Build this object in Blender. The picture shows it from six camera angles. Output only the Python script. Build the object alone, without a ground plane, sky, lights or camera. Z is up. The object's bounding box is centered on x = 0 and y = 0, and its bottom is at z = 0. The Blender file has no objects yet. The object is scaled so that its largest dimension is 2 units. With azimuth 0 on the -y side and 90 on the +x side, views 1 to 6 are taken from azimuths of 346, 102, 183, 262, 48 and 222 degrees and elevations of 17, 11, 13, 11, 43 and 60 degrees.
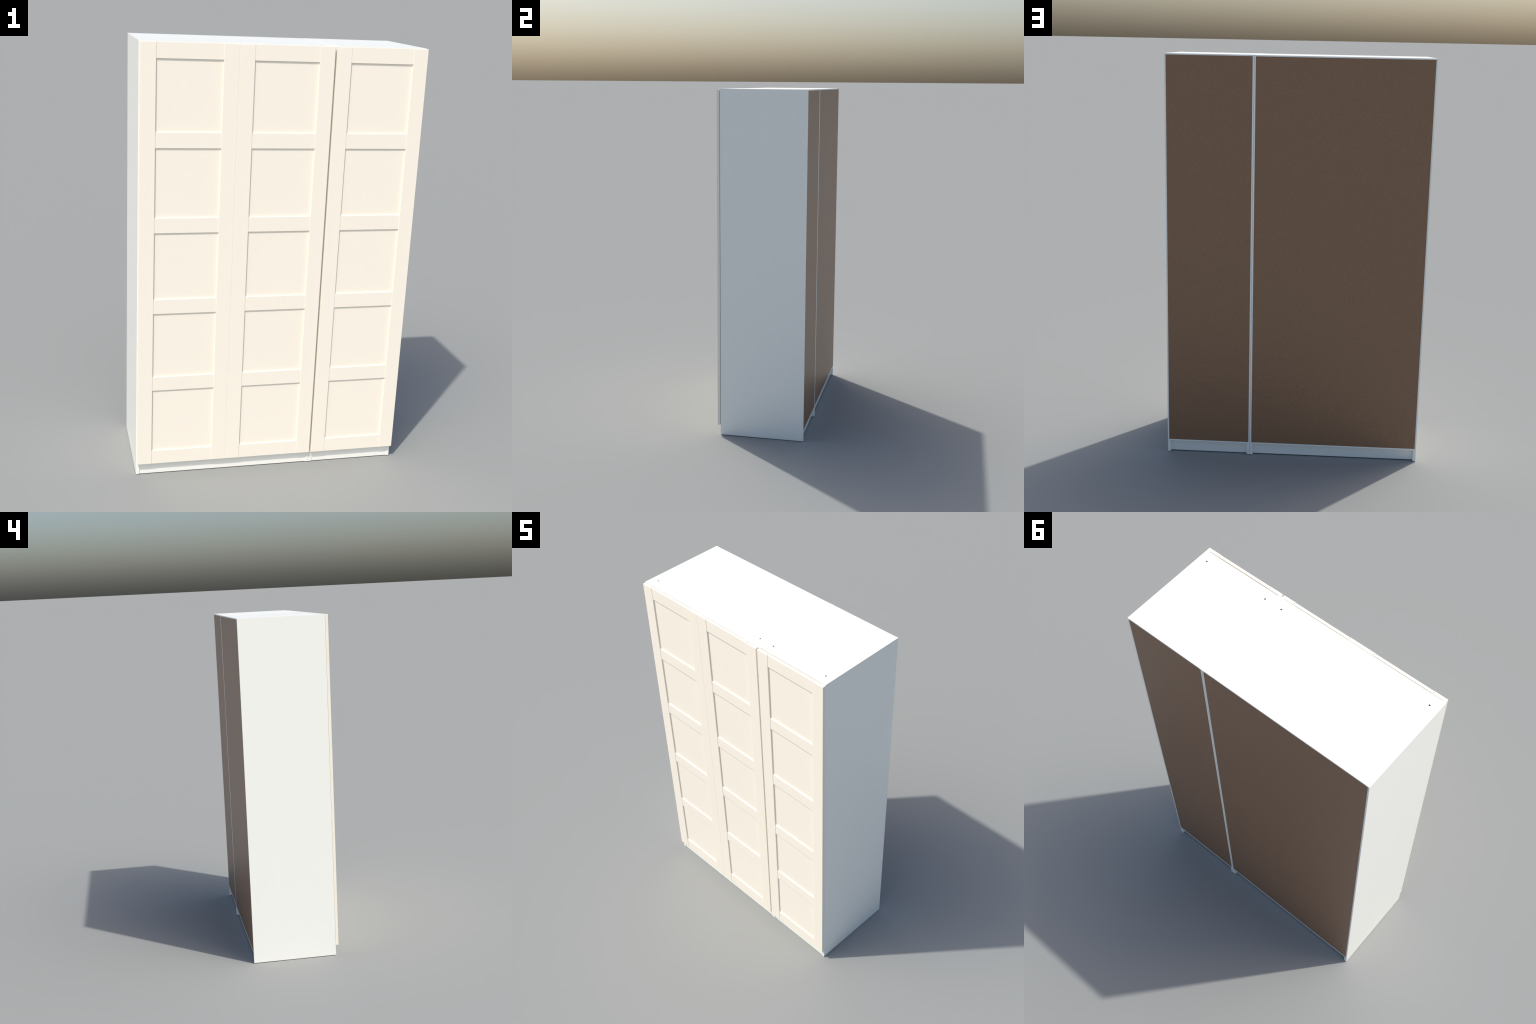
"""Tall three-door wardrobe: two board cabinets side by side, cream panelled
doors (stiles, rails and recessed panels), brown hardboard backs."""
import bpy
import bmesh
from mathutils import Vector

# ------------------------------------------------------------------ sizes (m)
BOARD = 0.0152                    # thickness of carcass boards
FRONT, BACK = -0.2366, 0.2545     # y of the carcass side panels
X_LEFT, X_SEAM, X_RIGHT = -0.6338, 0.2103, 0.6316
SEAM_GAP = 0.0008                 # slit between the two cabinets

DOOR_FRONT, DOOR_BACK = -0.2545, -0.2386
DOOR_WIDTH = 0.4185
DOOR_BOTTOM, DOOR_TOP = 0.0595, 1.9977
STILE = 0.0668                    # width of the upright door frame members
RAIL = 0.0666                     # height of the cross members
RAIL_STEP = 0.0014                # rails lie this far behind the stile faces
PANEL_STEP = 0.0067               # panels lie this far behind the stile faces
RAILS = 6
DOOR_LEFTS = (-0.6303, -0.2117, 0.2154)


# ------------------------------------------------------------------ materials
def new_material(name, colour, roughness, specular=0.5):
    mat = bpy.data.materials.new(name)
    mat.use_nodes = True
    bsdf = mat.node_tree.nodes["Principled BSDF"]
    bsdf.inputs["Base Color"].default_value = (*colour, 1)
    bsdf.inputs["Roughness"].default_value = roughness
    bsdf.inputs["Specular IOR Level"].default_value = specular
    return mat, mat.node_tree, bsdf


def grain(mat, tree, bsdf, dark, light, scale, stretch, bump=0.0, rough=None):
    """Fine mottling of the base colour on object coordinates."""
    n, l = tree.nodes, tree.links
    co = n.new("ShaderNodeTexCoord")
    mp = n.new("ShaderNodeMapping")
    mp.inputs["Scale"].default_value = stretch
    noise = n.new("ShaderNodeTexNoise")
    noise.inputs["Scale"].default_value = scale
    noise.inputs["Detail"].default_value = 4
    noise.inputs["Roughness"].default_value = 0.6
    ramp = n.new("ShaderNodeValToRGB")
    ramp.color_ramp.elements[0].position = 0.32
    ramp.color_ramp.elements[1].position = 0.68
    ramp.color_ramp.elements[0].color = (*dark, 1)
    ramp.color_ramp.elements[1].color = (*light, 1)
    l.new(co.outputs["Object"], mp.inputs["Vector"])
    l.new(mp.outputs["Vector"], noise.inputs["Vector"])
    l.new(noise.outputs["Fac"], ramp.inputs["Fac"])
    l.new(ramp.outputs["Color"], bsdf.inputs["Base Color"])
    if bump:
        b = n.new("ShaderNodeBump")
        b.inputs["Strength"].default_value = bump
        b.inputs["Distance"].default_value = 0.0005
        l.new(noise.outputs["Fac"], b.inputs["Height"])
        l.new(b.outputs["Normal"], bsdf.inputs["Normal"])
    return mat


def scaled(c, k):
    return tuple(v * k for v in c)


WHITE = (0.987, 0.983, 0.908)
CREAM = (0.986, 0.917, 0.783)
BROWN = (0.276, 0.155, 0.085)

white = grain(*new_material("white_laminate", WHITE, 0.3), scaled(WHITE, 0.998), scaled(WHITE, 1.002), 40, (1, 1, 1))
cream = grain(*new_material("cream_paint", CREAM, 0.3), scaled(CREAM, 0.998), scaled(CREAM, 1.002), 30, (1, 1, 0.4))
brown = grain(*new_material("brown_hardboard", BROWN, 0.42), scaled(BROWN, 0.86), scaled(BROWN, 1.14), 230, (1, 1, 0.7), bump=0.05)
hole_dark = new_material("screw_hole_dark", (0.034, 0.020, 0.014), 0.6, 0.3)[0]  # dark colour standing for the inside of the screw holes
dowel_hole_dark = new_material("dowel_hole_brown", (0.10, 0.075, 0.055), 0.6, 0.3)[0]  # dark colour for the discs that stand in for dowel holes


# ------------------------------------------------------------------ builders
def add(name, mesh, mat, parent):
    mesh.materials.append(mat)
    obj = bpy.data.objects.new(name, mesh)
    bpy.context.scene.collection.objects.link(obj)
    obj.parent = parent
    return obj


def box_into(bm, lo, hi):
    lo, hi = Vector(lo), Vector(hi)
    for v in bmesh.ops.create_cube(bm, size=1.0)["verts"]:
        v.co = Vector((lo[i] if v.co[i] < 0 else hi[i]) for i in range(3))


def flat_normals(me):
    """Flat faces keep flat shading, only the rounded edges blend."""
    normals, size = [Vector((0, 0, 1))] * len(me.vertices), {}
    for p in me.polygons:
        p.use_smooth = True
        for v in p.vertices:
            if p.area > size.get(v, 0.0):
                size[v] = p.area
                normals[v] = p.normal.copy()
    me.normals_split_custom_set_from_vertices(normals)


def board_mesh(name, lo, hi, edge=0.0006, steps=2):
    """A rectangular board between two corners, with softened edges."""
    bm = bmesh.new()
    box_into(bm, lo, hi)
    if edge:
        bmesh.ops.bevel(bm, geom=bm.edges[:], offset=edge, segments=steps, profile=0.5, affect="EDGES")
    me = bpy.data.meshes.new(name)
    bm.to_mesh(me)
    bm.free()
    if edge:
        flat_normals(me)
    return me


def board(name, lo, hi, mat, parent, edge=0.0006):
    return add(name, board_mesh(name, lo, hi, edge), mat, parent)


def carve(obj, boxes=(), bores=(), smooth=False):
    """Cut box-shaped rebates and round blind holes out of a board."""
    bm = bmesh.new()
    for lo, hi in boxes:
        box_into(bm, lo, hi)
    for x, y, z, radius, depth in bores:
        ret = bmesh.ops.create_cone(bm, cap_ends=True, segments=20, radius1=radius, radius2=radius, depth=2 * depth)
        bmesh.ops.translate(bm, verts=ret["verts"], vec=(x, y, z))
    cutter_mesh = bpy.data.meshes.new("cutter")
    bm.to_mesh(cutter_mesh)
    bm.free()
    cutter = bpy.data.objects.new("cutter", cutter_mesh)
    bpy.context.scene.collection.objects.link(cutter)
    mod = obj.modifiers.new("carve", "BOOLEAN")
    mod.operation = "DIFFERENCE"
    mod.solver = "EXACT"
    mod.object = cutter
    graph = bpy.context.evaluated_depsgraph_get()
    cut = bpy.data.meshes.new_from_object(obj.evaluated_get(graph))
    obj.modifiers.clear()
    old = obj.data
    obj.data = cut
    cut.name = obj.name
    bpy.data.meshes.remove(old)
    bpy.data.objects.remove(cutter)
    bpy.data.meshes.remove(cutter_mesh)
    if smooth:
        flat_normals(cut)
    return obj


def disc_mesh(name, radius, height):
    bm = bmesh.new()
    bmesh.ops.create_cone(bm, cap_ends=True, segments=20, radius1=radius, radius2=radius, depth=height)
    me = bpy.data.meshes.new(name)
    bm.to_mesh(me)
    bm.free()
    return me


# ------------------------------------------------------------------ the thing
wardrobe = bpy.data.objects.new("wardrobe", None)
bpy.context.scene.collection.objects.link(wardrobe)
wardrobe["label"] = "tall white wardrobe with three cream panelled doors"
wardrobe["category"] = "wardrobe"

HOLE_Y, HOLE_INSET = -0.1856, 0.0440
HOLE_R, HOLE_DEPTH = 0.0041, 0.004
hole_disc_mesh = disc_mesh("screw_hole_disc", HOLE_R - 0.0002, 0.002)  # dark disc added in each screw hole so that it reads dark
hole_disc_mesh.materials.append(hole_dark)


def link_copy(name, mesh, parent, where):
    obj = bpy.data.objects.new(name, mesh)
    bpy.context.scene.collection.objects.link(obj)
    obj.parent = parent
    obj.location = where
    return obj


def cabinet(x0, x1, top, front_inset):
    """One board carcass standing between x0 and x1."""
    inner0, inner1 = x0 + BOARD, x1 - BOARD
    cover = top - 0.0003                       # top board sits a little low
    # thin back sheet let into a rebate round the rear edges of the boards
    sheet_lo = Vector((x0 + 0.0070, BACK - 0.0036, 0.0664))
    sheet_hi = Vector((x1 - 0.0070, BACK - 0.0005, top - 0.0066))
    play = Vector((0.0001, 0.0001, 0.0001))
    rebate = [(sheet_lo - play, Vector((sheet_hi.x + play.x, BACK + 0.01, sheet_hi.z + play.z)))]
    board("back_panel", sheet_lo, sheet_hi, brown, wardrobe, edge=0.0002)
    for a, b in ((x0, inner0), (inner1, x1)):
        side = board("side_panel", (a, FRONT, 0), (b, BACK, top), white, wardrobe, edge=0.0004)
        carve(side, rebate, smooth=True)
    holes = [(x0 + HOLE_INSET, HOLE_Y), (x1 - HOLE_INSET, HOLE_Y)]
    lid = board("top_panel", (inner0, FRONT + front_inset, cover - BOARD), (inner1, BACK - 0.0008, cover), white, wardrobe, edge=0)
    carve(lid, rebate, [(x, y, cover, HOLE_R, HOLE_DEPTH) for x, y in holes])
    for x, y in holes:
        link_copy("screw_hole_disc", hole_disc_mesh, lid, (x, y, cover - 0.0013))
    floor = board("bottom_panel", (inner0, FRONT + 0.0014, 0.0590), (inner1, BACK - 0.0008, 0.0590 + BOARD), white, wardrobe, edge=0)
    carve(floor, rebate)
    # plinth boards under the bottom panel, front and rear
    board("plinth", (inner0, FRONT + 0.0030, 0.0004), (inner1, FRONT + 0.0030 + BOARD, 0.0589), white, wardrobe)
    board("plinth", (inner0, BACK - 0.0155 - BOARD, 0.0012), (inner1, BACK - 0.0155, 0.0589), white, wardrobe)


cabinet(X_LEFT, X_SEAM - SEAM_GAP / 2, 1.9994, 0.0010)
cabinet(X_SEAM + SEAM_GAP / 2, X_RIGHT, 2.0000, 0.0032)


# ------------------------------------------------------------------ doors
MIDDLE_Y = (DOOR_FRONT + DOOR_BACK) / 2
half = (DOOR_BACK - DOOR_FRONT) / 2
stile_mesh = board_mesh("stile", (0, -half, DOOR_BOTTOM), (STILE, half, DOOR_TOP), edge=0.0011, steps=3)
stile_mesh.materials.append(cream)
rail_mesh = board_mesh("rail", (STILE, -half + RAIL_STEP, 0), (DOOR_WIDTH - STILE, half - RAIL_STEP, RAIL), edge=0.0005)
rail_mesh.materials.append(cream)
dowel_disc_mesh = disc_mesh("dowel_hole_disc", 0.0019, 0.002)  # small dark disc added on the stile top in place of a bored hole
dowel_disc_mesh.materials.append(dowel_hole_dark)
PITCH = (DOOR_TOP - DOOR_BOTTOM - RAIL) / (RAILS - 1)
sheet_mesh = board_mesh("door", (STILE - 0.004, -half + PANEL_STEP, DOOR_BOTTOM + RAIL / 2),
                        (DOOR_WIDTH - STILE + 0.004, half - PANEL_STEP, DOOR_TOP - RAIL / 2), edge=0)
sheet_mesh.materials.append(cream)

for left in DOOR_LEFTS:
    door = link_copy("door", sheet_mesh, wardrobe, (left, MIDDLE_Y, 0))
    for x in (0.0, DOOR_WIDTH - STILE):
        link_copy("stile", stile_mesh, door, (x, 0, 0))
    for i in range(RAILS):
        link_copy("rail", rail_mesh, door, (0, 0, DOOR_BOTTOM + i * PITCH))
    for x in (STILE - 0.0042, DOOR_WIDTH - STILE + 0.0042):
        link_copy("dowel_hole_disc", dowel_disc_mesh, door, (x, 0.0001, DOOR_TOP - 0.0008))
